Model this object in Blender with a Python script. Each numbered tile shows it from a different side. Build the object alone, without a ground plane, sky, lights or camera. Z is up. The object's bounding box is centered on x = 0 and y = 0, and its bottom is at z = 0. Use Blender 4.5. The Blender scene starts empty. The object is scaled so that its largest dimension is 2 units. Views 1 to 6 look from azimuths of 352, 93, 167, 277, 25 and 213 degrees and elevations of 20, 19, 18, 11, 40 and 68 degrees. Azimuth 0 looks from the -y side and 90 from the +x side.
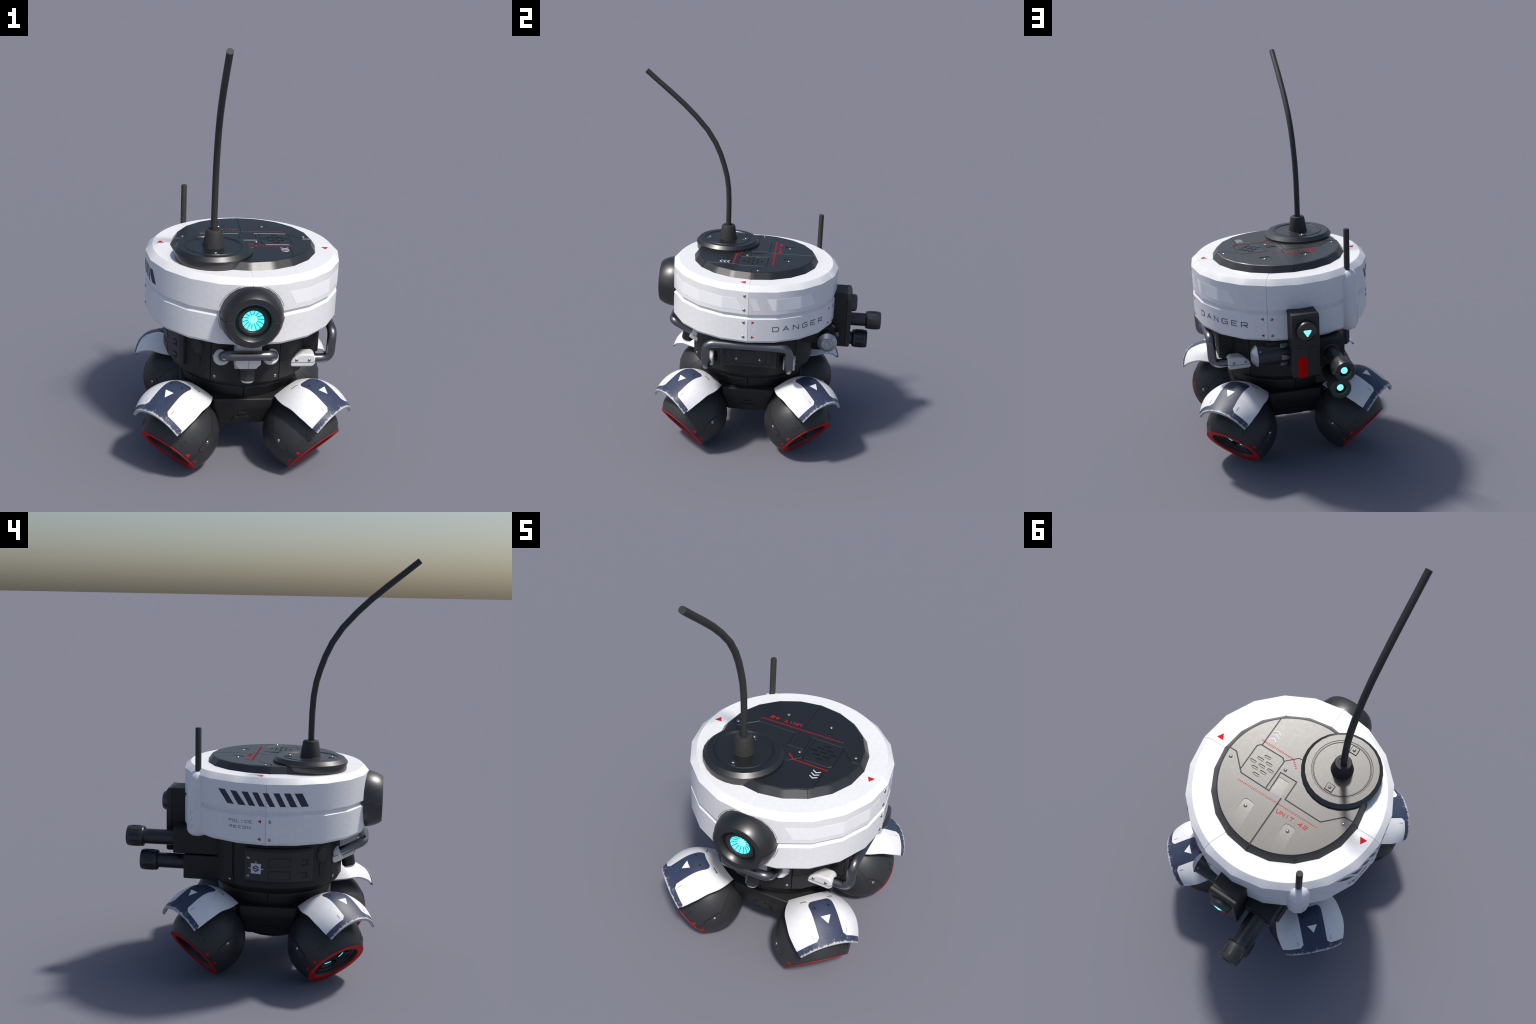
import bpy, bmesh, math, random
from mathutils import Vector, Matrix
random.seed(7)
pi = math.pi
CY = -0.0345                      # the turret axis stands at x = 0, y = CY
D2R = math.radians

# ------------------------------------------------------------------ materials
class NT:
    """tiny helper to wire node trees"""
    def __init__(s, name):
        s.m = bpy.data.materials.new(name); s.m.use_nodes = True
        s.t = s.m.node_tree; s.t.nodes.clear()
        s.out = s.t.nodes.new('ShaderNodeOutputMaterial')
        s.b = s.t.nodes.new('ShaderNodeBsdfPrincipled')
        s.t.links.new(s.b.outputs[0], s.out.inputs[0])
        tc = s.t.nodes.new('ShaderNodeTexCoord'); s.obj = tc.outputs['Object']
    def put(s, sock, v):
        if isinstance(v, bpy.types.NodeSocket): s.t.links.new(v, sock)
        else: sock.default_value = v
    def math(s, op, a, b=None, c=None, clamp=False):
        n = s.t.nodes.new('ShaderNodeMath'); n.operation = op; n.use_clamp = clamp
        s.put(n.inputs[0], a)
        if b is not None: s.put(n.inputs[1], b)
        if c is not None: s.put(n.inputs[2], c)
        return n.outputs[0]
    def xyz(s, v=None):
        n = s.t.nodes.new('ShaderNodeSeparateXYZ'); s.put(n.inputs[0], v or s.obj)
        return n.outputs
    def comb(s, x, y, z=0.0):
        n = s.t.nodes.new('ShaderNodeCombineXYZ')
        for i, q in enumerate((x, y, z)): s.put(n.inputs[i], q)
        return n.outputs[0]
    def noise(s, scale, detail=3, rough=.55, vec=None):
        n = s.t.nodes.new('ShaderNodeTexNoise'); s.put(n.inputs['Vector'], vec or s.obj)
        n.inputs['Scale'].default_value = scale; n.inputs['Detail'].default_value = detail
        n.inputs['Roughness'].default_value = rough
        return n.outputs['Fac']
    def ramp(s, v, a, b, lo=0.0, hi=1.0):
        n = s.t.nodes.new('ShaderNodeMapRange'); s.put(n.inputs[0], v)
        for i, q in enumerate((a, b, lo, hi)): n.inputs[i + 1].default_value = q
        return n.outputs[0]
    def mix(s, f, a, b):
        n = s.t.nodes.new('ShaderNodeMix'); n.data_type = 'RGBA'
        s.put(n.inputs[0], f)
        for i, q in ((6, a), (7, b)):
            if isinstance(q, tuple) and len(q) == 3: q = (*q, 1.0)
            s.put(n.inputs[i], q)
        return n.outputs[2]
    def color(s, v):
        if isinstance(v, tuple) and len(v) == 3: v = (*v, 1.0)
        s.put(s.b.inputs['Base Color'], v)
    def set(s, **k):
        for n, v in k.items(): s.put(s.b.inputs[n.replace('_', ' ')], v)
    def bump(s, h, strength=.3, dist=.002):
        n = s.t.nodes.new('ShaderNodeBump'); s.put(n.inputs['Height'], h)
        n.inputs['Strength'].default_value = strength; n.inputs['Distance'].default_value = dist
        s.t.links.new(n.outputs[0], s.b.inputs['Normal'])
    def hexes(s, u, v, size):
        """0 on the joints of a honeycomb, 1 inside its cells (flat-topped cells, 'size' across the flats)"""
        R3 = 3 ** .5
        def cell(du, dv):
            a = s.math('SUBTRACT', s.math('FLOORED_MODULO', s.math('ADD', u, du * size), R3 * size), R3 * size / 2)
            b = s.math('SUBTRACT', s.math('FLOORED_MODULO', s.math('ADD', v, dv * size), size), size / 2)
            a = s.math('ABSOLUTE', a); b = s.math('ABSOLUTE', b)
            return s.math('MAXIMUM', b, s.math('ADD', s.math('MULTIPLY', a, R3 / 2), s.math('MULTIPLY', b, .5)))
        d = s.math('MINIMUM', cell(0, 0), cell(R3 / 2, .5))
        return s.ramp(d, size * .5, size * .41)

def plain(name, col, rough=.5, metal=0.0, var=.12, scale=9.0, spec=.5, fine=0.0):
    n = NT(name)
    f = n.ramp(n.noise(scale, 5, .65), .3, .7)
    n.color(n.mix(f, tuple(c * (1 - var) for c in col), tuple(c * (1 + var) for c in col)))
    n.set(Roughness=n.ramp(n.noise(scale * 6, 3), .3, .7, rough * .93, min(1, rough * 1.07)), Metallic=metal, Specular_IOR_Level=spec)
    if fine: n.bump(n.noise(900, 1), fine, .0006)
    return n.m

WHITE = (.84, .84, .855)
def white_shell():
    n = NT('white_painted_armour')
    x, y, z = n.xyz()
    rad = n.math('POWER', n.math('ADD', n.math('MULTIPLY', x, x), n.math('MULTIPLY', y, y)), .5)
    side = n.math('GREATER_THAN', rad, .436)
    arc = n.math('MULTIPLY', n.math('ARCTAN2', y, x), .4545)
    u = n.math('ADD', n.math('MULTIPLY', side, arc), n.math('MULTIPLY', n.math('SUBTRACT', 1.0, side), x))
    v = n.math('ADD', n.math('MULTIPLY', side, z), n.math('MULTIPLY', n.math('SUBTRACT', 1.0, side), y))
    h = n.hexes(u, v, .042)
    big = n.ramp(n.noise(6, 3), .35, .65, .985, 1.015)
    c = n.mix(h, tuple(q * .95 for q in WHITE), WHITE)
    mm = n.t.nodes.new('ShaderNodeMix'); mm.data_type = 'RGBA'; mm.blend_type = 'MULTIPLY'
    mm.inputs[0].default_value = 1.0
    n.put(mm.inputs[6], c); n.put(mm.inputs[7], n.comb(big, big, big))
    n.color(mm.outputs[2]); n.set(Roughness=.42)
    n.bump(h, .03, .0008)
    return n.m

def fender_paint():
    """white armour with a worn navy panel; local x runs across, -z runs inwards from the wheel face"""
    n = NT('white_and_navy_worn_paint')
    x, y, z = n.xyz()
    a = n.math('MULTIPLY', z, -1.0)
    arc = n.math('MULTIPLY', n.math('ARCTAN2', x, y), .26)
    h = n.hexes(arc, a, .058)
    # distance behind the front edge
    d = n.math('SUBTRACT', a, n.math('SUBTRACT', .052, n.math('MULTIPLY', n.math('MULTIPLY', x, x), 1.15)))
    # round-cornered panel running back along the middle
    px = n.math('SUBTRACT', n.math('ABSOLUTE', n.math('SUBTRACT', x, .008)), .058 - .024)
    pa = n.math('SUBTRACT', n.math('ABSOLUTE', n.math('SUBTRACT', a, .095)), .165 - .024)
    px0 = n.math('MAXIMUM', px, 0.0); pa0 = n.math('MAXIMUM', pa, 0.0)
    out = n.math('POWER', n.math('ADD', n.math('MULTIPLY', px0, px0), n.math('MULTIPLY', pa0, pa0)), .5)
    sp = n.math('SUBTRACT', n.math('ADD', out, n.math('MINIMUM', n.math('MAXIMUM', px, pa), 0.0)), .024)
    # bar along the front edge, kept off the side edges
    sb = n.math('MAXIMUM', n.math('SUBTRACT', d, .033), n.math('SUBTRACT', n.math('ABSOLUTE', x), .147))
    corner = n.math('MULTIPLY', n.math('SUBTRACT', n.math('ADD', sp, sb), .014), .7071)
    sd = n.math('MINIMUM', n.math('MINIMUM', sp, sb), corner)
    blue = n.math('MULTIPLY', n.ramp(sd, .0006, -.0006), n.math('GREATER_THAN', n.math('ADD', n.math('MULTIPLY', x, x), n.math('MULTIPLY', y, y)), .031))
    # worn front edge and chips
    stretch = n.comb(n.math('MULTIPLY', x, 1.0), y, n.math('MULTIPLY', z, .35))
    fray = n.noise(95, 4, .7, stretch)
    edge = n.ramp(n.math('ADD', d, n.math('MULTIPLY', fray, -.034)), -.0130, -.0075, 1, 0)
    lim = n.ramp(d, .0, .13, .575, .665)
    chips = n.math('GREATER_THAN', n.math('ADD', n.math('MULTIPLY', n.noise(170, 5, .75), .75), n.math('MULTIPLY', n.noise(24, 2), .25)), lim)
    chips = n.math('MULTIPLY', chips, .6)
    wear = n.math('MAXIMUM', edge, chips)
    navy = n.mix(n.ramp(n.noise(14, 4), .3, .7), (.032, .043, .088), (.042, .056, .108))
    bluec = n.mix(wear, navy, (.50, .51, .53))
    white = n.mix(h, tuple(q * .96 for q in WHITE), WHITE)
    n.color(n.mix(blue, white, bluec)); n.set(Roughness=n.ramp(blue, 0, 1, .38, .48))
    return n.m

def emit(name, col, strength):
    n = NT(name); n.color(tuple(c * .6 for c in col)); n.set(Roughness=.25)
    n.b.inputs['Emission Color'].default_value = (*col, 1); n.b.inputs['Emission Strength'].default_value = strength
    return n.m

def gunmetal():
    n = NT('dark_brushed_metal')
    f = n.ramp(n.noise(160, 4, .7), .25, .75)
    n.color(n.mix(f, (.086, .086, .087), (.102, .102, .102)))
    n.set(Roughness=n.ramp(n.noise(60, 4), .3, .7, .37, .40), Metallic=.93)
    return n.m

M_WHITE = white_shell()
M_PATCH = plain('bright_white_paint', (.95, .95, .965), .38, var=.01)
M_FENDER = fender_paint()
M_BRACKET = plain('white_cast_bracket', (.74, .74, .75), .42, var=.03)
M_GUN = gunmetal()
M_BLACK = plain('black_plastic', (.0145, .0145, .0148), .52, var=.08, spec=.42)
M_PANEL = plain('soft_black_panel', (.031, .031, .034), .5, var=.06)
M_BLACK2 = plain('charcoal_plastic', (.023, .023, .025), .5, var=.08)
M_TYRE = plain('dark_grey_tyre', (.030, .031, .034), .46, var=.06, fine=.25)
M_PIPE = plain('grey_tube_metal', (.20, .205, .215), .30, 1.0, .05)
M_STEEL = plain('bright_steel', (.55, .56, .58), .3, 1.0, .1, 40)
M_BRUSH = plain('worn_aluminium', (.46, .49, .53), .42, .85, .22, 30)
M_GROOVE = plain('groove_shadow_line', (.010, .010, .011), .6, var=.02)
M_SEAMW = plain('panel_joint_grey', (.30, .31, .33), .6, var=.02)
M_RED = plain('red_paint', (.66, .012, .014), .75, var=.04, spec=.15)
M_REDF = plain('red_flash_paint', (.58, .003, .004), .7, var=.03, spec=.08)
M_REDR = plain('red_rim_paint', (.50, .012, .015), .6, var=.05, spec=.25)
M_NAVY = plain('navy_paint', (.022, .029, .062), .45, var=.15, scale=40)
M_LETTER = plain('grey_lettering', (.085, .09, .105), .5, var=.02)
M_LETTERN = plain('navy_lettering', (.028, .033, .055), .5, var=.02)
M_MARK = plain('pale_marking', (.62, .63, .68), .5, var=.02)
M_RUBBER = plain('rubber', (.028, .028, .028), .62, var=.05)
M_CYAN = emit('cyan_light', (.10, .92, 1.0), 1.0)
M_CYANC = emit('cyan_light_core', (.24, 1.0, 1.0), 1.1)
M_TEAL = plain('teal_tinted_black', (.008, .030, .032), .4, var=.05)

# ------------------------------------------------------------------ mesh helpers
ROOT = bpy.data.objects.new('patrol_robot', None)
bpy.context.scene.collection.objects.link(ROOT)
ROOT['label'] = 'white drum-shaped police scout robot on four ball wheels'
ROOT['category'] = 'robot'

def link(o, parent):
    bpy.context.scene.collection.objects.link(o); o.parent = parent
    o.matrix_parent_inverse = parent.matrix_world.inverted()
    o.matrix_world = Matrix.Identity(4)
    return o
def finish(bm, name, mat, parent, angle=35, bevel=0, segs=2, mats=None, matrix=None):
    bmesh.ops.remove_doubles(bm, verts=bm.verts, dist=1e-6)
    bmesh.ops.recalc_face_normals(bm, faces=bm.faces)
    me = bpy.data.meshes.new(name); bm.to_mesh(me); bm.free()
    for m in (mats or [mat]): me.materials.append(m)
    me.polygons.foreach_set('use_smooth', [True] * len(me.polygons))
    me.set_sharp_from_angle(angle=D2R(angle))
    o = bpy.data.objects.new(name, me); link(o, parent or ROOT)
    if matrix is not None: o.matrix_world = matrix
    if bevel:
        b = o.modifiers.new('Bevel', 'BEVEL'); b.width = bevel; b.segments = segs
        b.limit_method = 'ANGLE'; b.angle_limit = D2R(28); b.harden_normals = False
    return o

def revolve(name, prof, mat, parent=None, segs=20, phase=0.0, matrix=None, angle=35, bevel=0, mats=None, matf=None, cap=True, cols=None):
    """turn a profile [(r, z)] about local z; an (r, z) with r = 0 closes the end"""
    bm = bmesh.new(); cols = cols or [(phase + 2 * pi * i / segs, 0.0) for i in range(segs)]
    rings = []
    for r, z in prof:
        if r < 1e-7: rings.append([bm.verts.new((0, 0, z))])
        else: rings.append([bm.verts.new(((r - dr) * math.cos(t), (r - dr) * math.sin(t), z)) for t, dr in cols])
    n = len(cols)
    for k in range(len(rings) - 1):
        A, B = rings[k], rings[k + 1]
        for i in range(n):
            j = (i + 1) % n
            if len(A) == 1 and len(B) == 1: continue
            if len(A) == 1: f = bm.faces.new((A[0], B[j], B[i]))
            elif len(B) == 1: f = bm.faces.new((A[i], A[j], B[0]))
            else: f = bm.faces.new((A[i], A[j], B[j], B[i]))
            if matf: f.material_index = matf[k]
    if cap:
        for R in (rings[0], rings[-1]):
            if len(R) > 1: bm.faces.new(R)
    return finish(bm, name, mat, parent, angle, bevel, matrix=matrix, mats=mats)

def frame(origin, zdir, up=(0, 0, 1)):
    z = Vector(zdir).normalized(); u = Vector(up)
    if abs(z.dot(u)) > .98: u = Vector((0, 1, 0))
    x = u.cross(z).normalized(); y = z.cross(x)
    M = Matrix((x, y, z)).transposed().to_4x4(); M.translation = Vector(origin)
    return M

def prism(name, pts, axis, lo, hi, mat, parent=None, bevel=.004, segs=2, angle=30, top=1.0, matrix=None):
    """extrude an outline in the two other axes from lo to hi along axis (0,1,2)"""
    bm = bmesh.new()
    def P(p, h):
        q = list(p); q.insert(axis, h); return bm.verts.new(q)
    A = [P(p, lo) for p in pts]; B = [P(p, hi) for p in pts]
    bm.faces.new(A); bm.faces.new(B[::-1])
    for i in range(len(pts)):
        j = (i + 1) % len(pts); bm.faces.new((A[i], B[i], B[j], A[j]))
    return finish(bm, name, mat, parent, angle, bevel, segs, matrix=matrix)

def box(name, x0, x1, y0, y1, z0, z1, mat, parent=None, bevel=.005, segs=2):
    return prism(name, [(x0, y0), (x1, y0), (x1, y1), (x0, y1)], 2, z0, z1, mat, parent, bevel, segs)

def fillet(pts, rad, n=6):
    pts = [Vector(p) for p in pts]; out = [pts[0]]
    for i in range(1, len(pts) - 1):
        a, b, c = pts[i - 1], pts[i], pts[i + 1]
        u = (a - b).normalized(); v = (c - b).normalized()
        ang = u.angle(v); t = min(rad / math.tan(ang / 2), (a - b).length * .49, (c - b).length * .49)
        p0, p1 = b + u * t, b + v * t
        for k in range(n + 1):
            s = k / n; out.append(p0 * (1 - s) ** 2 + b * 2 * s * (1 - s) + p1 * s * s)
    out.append(pts[-1]); return out

def sweep(name, path, radius, mat, parent=None, segs=10, angle=50, taper=None):
    bm = bmesh.new(); path = [Vector(p) for p in path]; rings = []
    t0 = (path[1] - path[0]).normalized()
    nrm = t0.orthogonal().normalized()
    for i, p in enumerate(path):
        t = (path[min(i + 1, len(path) - 1)] - path[max(i - 1, 0)]).normalized()
        nrm = (nrm - t * nrm.dot(t)).normalized(); bn = t.cross(nrm)
        r = radius * (taper(i / (len(path) - 1)) if taper else 1)
        rings.append([bm.verts.new(p + (nrm * math.cos(2 * pi * k / segs) + bn * math.sin(2 * pi * k / segs)) * r) for k in range(segs)])
    for A, B in zip(rings, rings[1:]):
        for i in range(segs):
            j = (i + 1) % segs; bm.faces.new((A[i], A[j], B[j], B[i]))
    bm.faces.new(rings[0][::-1]); bm.faces.new(rings[-1])
    return finish(bm, name, mat, parent, angle)

def plates(name, outlines, fmap, mat, parent, h=.0010, sink=.003, su=None, sv=None, matrix=None, angle=30):
    """thin solid plates: each outline [(u, v)] is filled, cut into strips of su / sv and laid on the
    surface fmap(u, v, height) with its top h above it"""
    bm = bmesh.new()
    for k, ol in enumerate(outlines):
        hh = h + (k % 5) * .00013
        V = [bm.verts.new((u, v, hh)) for u, v in ol]
        f = bm.faces.new(V); f.normal_update()
        if f.normal.z < 0: f.normal_flip()
        r = bmesh.ops.extrude_face_region(bm, geom=[f])
        low = [e for e in r['geom'] if isinstance(e, bmesh.types.BMVert)]
        for v in low: v.co.z = -sink
    for step, ax in ((su, 0), (sv, 1)):
        if not step: continue
        lo = min(v.co[ax] for v in bm.verts); hi = max(v.co[ax] for v in bm.verts)
        k = math.ceil(lo / step + 1e-6)
        while k * step < hi - 1e-6:
            co = Vector((0, 0, 0)); co[ax] = k * step; no = Vector((0, 0, 0)); no[ax] = 1
            bmesh.ops.bisect_plane(bm, geom=bm.verts[:] + bm.edges[:] + bm.faces[:], plane_co=co, plane_no=no, dist=1e-7)
            k += 1
    for v in bm.verts: v.co = fmap(v.co.x, v.co.y, v.co.z)
    return finish(bm, name, mat, parent, angle, matrix=matrix)

def strip(pts, w, closed=False, ext=True):
    """one quad per stretch of a stroke"""
    out = []; n = len(pts)
    for i in range(n if closed else n - 1):
        a, b = Vector(pts[i]), Vector(pts[(i + 1) % n]); t = (b - a).normalized(); s = Vector((-t.y, t.x)) * w / 2
        e = t * w * .42 if ext else t * 0
        out.append([tuple(q) for q in (a - e - s, b + e - s, b + e + s, a - e + s)])
    return out
def circle(u, v, r, n=14): return [(u + r * math.cos(2 * pi * i / n), v + r * math.sin(2 * pi * i / n)) for i in range(n)]
def capsule(u, v, L, w, ang=0.0, n=6):
    pts = []
    for s, a0 in ((1, -pi / 2), (-1, pi / 2)):
        for i in range(n + 1):
            t = a0 + pi * i / n; pts.append((s * (L - w) / 2 + w / 2 * math.cos(t), w / 2 * math.sin(t)))
    c, s_ = math.cos(ang), math.sin(ang)
    return [(u + p * c - q * s_, v + p * s_ + q * c) for p, q in pts]

O_ = [(.14, 0), (0, .2), (0, .8), (.14, 1), (.86, 1), (1, .8), (1, .2), (.86, 0), (.14, 0)]
GLYPH = {
 'A': [[(0, 0), (.5, 1), (1, 0)], [(.2, .3), (.8, .3)]],
 'C': [[(1, 1), (.14, 1), (0, .8), (0, .2), (.14, 0), (1, 0)]],
 'D': [[(0, 0), (0, 1), (.78, 1), (1, .72), (1, .28), (.78, 0), (0, 0)]],
 'E': [[(1, 1), (0, 1), (0, 0), (1, 0)], [(.02, .5), (.8, .5)]],
 'G': [[(1, 1), (.14, 1), (0, .82), (0, .18), (.14, 0), (1, 0), (1, .5), (.55, .5)]],
 'I': [[(.5, 0), (.5, 1)]], 'L': [[(0, 1), (0, 0), (1, 0)]],
 'N': [[(0, 0), (0, 1), (1, 0), (1, 1)]], 'O': [O_],
 'P': [[(0, 0), (0, 1), (.86, 1), (1, .86), (1, .52), (.86, .38), (0, .38)]],
 'R': [[(0, 0), (0, 1), (.86, 1), (1, .86), (1, .55), (.86, .42), (.02, .42)], [(.48, .42), (1, 0)]],
 'T': [[(0, 1), (1, 1)], [(.5, 1), (.5, 0)]], 'U': [[(0, 1), (0, .2), (.14, 0), (.86, 0), (1, .2), (1, 1)]],
 '4': [[(.8, 0), (.8, 1), (0, .3), (1, .3)]], '2': [[(0, 1), (.9, 1), (1, .85), (1, .65), (.9, .5), (.1, .42), (0, .3), (0, 0), (1, 0)]]}
def words(text, u0, v0, w, hgt, pitch, stroke):
    out = []
    for i, ch in enumerate(text):
        for g in GLYPH.get(ch, []):
            out += strip([(u0 + i * pitch + p * w, v0 + q * hgt) for p, q in g], stroke)
    return out

# ------------------------------------------------------------------ screw shared by all
def screw_mesh():
    bm = bmesh.new(); R = .0085; prof = [(0, .0040), (.45, .0036), (.8, .0022), (1, .0004), (1, -.003)]
    rings = [[bm.verts.new((r * R * math.cos(2 * pi * i / 14), r * R * math.sin(2 * pi * i / 14), z)) for i in range(14)] if r else [bm.verts.new((0, 0, z))] for r, z in prof]
    for A, B in zip(rings, rings[1:]):
        for i in range(14):
            j = (i + 1) % 14
            bm.faces.new((A[0], B[i], B[j]) if len(A) == 1 else (A[i], B[i], B[j], A[j]))
    ret = bmesh.ops.create_cube(bm, size=1)
    for v in ret['verts']: v.co = Vector((v.co.x * .0125, v.co.y * .0026, v.co.z * .0046 + .0022))
    for f in {f for v in ret['verts'] for f in v.link_faces}: f.material_index = 1
    bmesh.ops.recalc_face_normals(bm, faces=bm.faces)
    me = bpy.data.meshes.new('screw'); bm.to_mesh(me); bm.free()
    me.materials.append(M_STEEL); me.materials.append(M_GROOVE)
    me.polygons.foreach_set('use_smooth', [True] * len(me.polygons)); me.set_sharp_from_angle(angle=D2R(45))
    return me
SCREW = screw_mesh()
def screw(pos, nrm, parent, size=1.0, spin=None):
    o = bpy.data.objects.new('screw', SCREW); link(o, parent)
    spin = random.uniform(0, pi) if spin is None else spin
    o.matrix_world = frame(pos, nrm) @ Matrix.Rotation(spin, 4, 'Z') @ Matrix.Scale(size, 4)
    return o

# ------------------------------------------------------------------ turret shell: a 20-sided drum
RV = .457
def facet(az, n=20):
    """ratio of a regular n-gon's radius at az to its corner radius (corners at multiples of 360/n)"""
    s = 2 * pi / n; return math.cos(s / 2) / math.cos((az % s) - s / 2)
SEAMS = [0.0, 69.6, 180.0, 270.0]
def drum_cols(rv, seams, w=.26, depth=.0045):
    cs = {round(18.0 * i, 3): 0.0 for i in range(20)}
    for s in seams:
        cs[round(s - w, 3)] = 0.0; cs[round(s + w, 3)] = 0.0; cs[round(s, 3)] = depth
    return sorted(cs.items())
def drum(name, prof, seams, mat, parent=None, depth=.0045, w=.26, crown=None):
    """sides follow the 20 facets; 'crown' [(r, z, roundness, groove)] is a finer cap whose inner edges are true circles"""
    bm = bmesh.new(); cols = drum_cols(RV, seams, w, depth); rings = []
    for r, z, g in prof:                     # g: how much of the joint groove shows here
        ring = []
        for a, dep in cols:
            t = D2R(a); rr = r * facet(t)
            ring.append(bm.verts.new(((rr - dep * g) * math.cos(t), (rr - dep * g) * math.sin(t), z)))
        rings.append(ring)
    def skin(rings):
        n = len(rings[0])
        for A, B in zip(rings, rings[1:]):
            for i in range(n):
                j = (i + 1) % n; bm.faces.new((A[i], A[j], B[j], B[i]))
    skin(rings); bm.faces.new(rings[0]); bm.faces.new(rings[-1])
    if crown:
        fine = dict(cols)
        for i in range(120):
            if min(abs(i * 3 - c) for c in dict(cols)) > .6: fine[round(i * 3.0, 3)] = 0.0
        fine = sorted(fine.items()); rings = []
        for r, z, rd, g in crown:
            ring = []
            for a, dep in fine:
                t = D2R(a); rr = r * (facet(t) * (1 - rd) + rd)
                ring.append(bm.verts.new(((rr - dep * (g == 1)) * math.cos(t), (rr - dep * (g == 1)) * math.sin(t), z - dep * .7 * (g == 2))))
            rings.append(ring)
        skin(rings)
    return finish(bm, name, mat, parent, 22, matrix=Matrix.Translation((0, CY, 0)))
shell = drum('shell', [(.33, .9890, 0), (.4572, .9890, 1), (.4572, .8655, 1), (.4455, .858, 1), (.4435, .8505, 1),
                       (.4572, .8385, 1), (.4572, .718, 1), (.450, .706, 1), (.435, .700, 0), (.30, .700, 0)], SEAMS, M_WHITE,
             crown=[(.4572, .9888, 0, 1), (.4300, 1.0120, .9, 1), (.4255, 1.0150, 1, 2), (.338, 1.0150, 1, 2), (.325, 1.002, 1, 0)])
def on_shell(u, v, h):
    t = u / .4545; r = RV * facet(t) + h
    return Vector((r * math.cos(t), r * math.sin(t) + CY, v))
U = lambda deg: D2R(deg) * .4545
def quad(a0, a1, a2, a3, zt, zb): return [(U(a0), zt), (U(a3), zb), (U(a2), zb), (U(a1), zt)]

TL = [149.5, 158.0, 165.3, 171.7, 177.9, 184.0, 190.0, 196.1]
TW = [4.7, 4.2, 3.7, 3.35, 3.2, 3.4, 3.8, 4.6]
SL = [6.6, 5.7, 4.7, 4.3, 4.15, 4.1, 4.1, 4.3]
for a, w, s in zip(TL, TW, SL):
    plates('hazard_stripe', [quad(a, a + w, a + w + s, a + s, .950, .8875)], on_shell, M_NAVY, shell, su=.006)
for a0, a1, a2, a3, zt, zb in ((291.5, 351.6, 355.9, 296.2, .950, .8865), (.5, 4.5, 8.2, 3.4, .950, .8865), (11.8, 44.0, 48.3, 16.0, .950, .8865)):
    plates('glossy_paint_patch', [quad(a0, a1, a2, a3, zt, zb)], on_shell, M_PATCH, shell, h=.0007, su=.006)
plates('danger_lettering', words('DANGER', U(16.3), .7715, U(4.05), .0245, U(7.27), .0034), on_shell, M_LETTERN, shell, h=.0008, su=.005)
plates('police_lettering', words('POLICE', U(157.5), .8055, U(1.65), .0115, U(2.52), .0017), on_shell, M_LETTER, shell, h=.0008, su=.005)
plates('recon_lettering', words('RECON', U(158.0), .7785, U(1.75), .0105, U(2.84), .0017), on_shell, M_LETTER, shell, h=.0008, su=.005)
def tri_mark(a_flat, a_tip, z, hh=.0078):
    plates('red_triangle', [[(U(a_flat), z - hh), (U(a_flat), z + hh), (U(a_tip), z)]], on_shell, M_RED, shell, su=.006)
tri_mark(2.35, 4.25, .8215); tri_mark(2.35, 4.25, .7395)
tri_mark(177.3, 175.3, .8165); tri_mark(177.2, 175.2, .733)
tri_mark(67.2, 65.3, .8185); tri_mark(67.2, 65.3, .734)
for az, zs in ((357.1, (.966, .888, .820, .739)), (182.4, (.817, .732)), (72.2, (.820, .736))):
    for z in zs:
        t = D2R(az); p = on_shell(U(az), z, 0); fa = D2R(math.floor(az / 18) * 18 + 9)
        screw(p, (math.cos(fa), math.sin(fa), 0), shell)
flat_top = lambda z: (lambda u, v, h: Vector((u, v, z + h)))
plates('red_triangle', [[(.370, -.0595), (.403, -.0595), (.386, -.089)]], flat_top(1.0150), M_RED, shell)
plates('red_triangle', [[(-.372, -.0105), (-.406, -.0105), (-.389, .019)]], flat_top(1.0150), M_RED, shell)
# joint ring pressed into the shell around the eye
ring = []
for i in range(32):
    a0, a1 = pi * (-.66 + 1.32 * i / 32), pi * (-.66 + 1.32 * (i + 1) / 32)
    q = [(.1465, a0), (.1465, a1), (.1435, a1), (.1435, a0)]
    pts = [(r * math.sin(a), .847 + r * math.cos(a)) for r, a in q]
    if max(p[1] for p in pts) < .988 and not any(.836 < p[1] < .868 for p in pts):
        ring.append([(.4545 * (1.5 * pi + math.asin(x / .4545)), z) for x, z in pts])
plates('eye_joint_line', ring, on_shell, M_SEAMW, shell, h=.0005)
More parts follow.
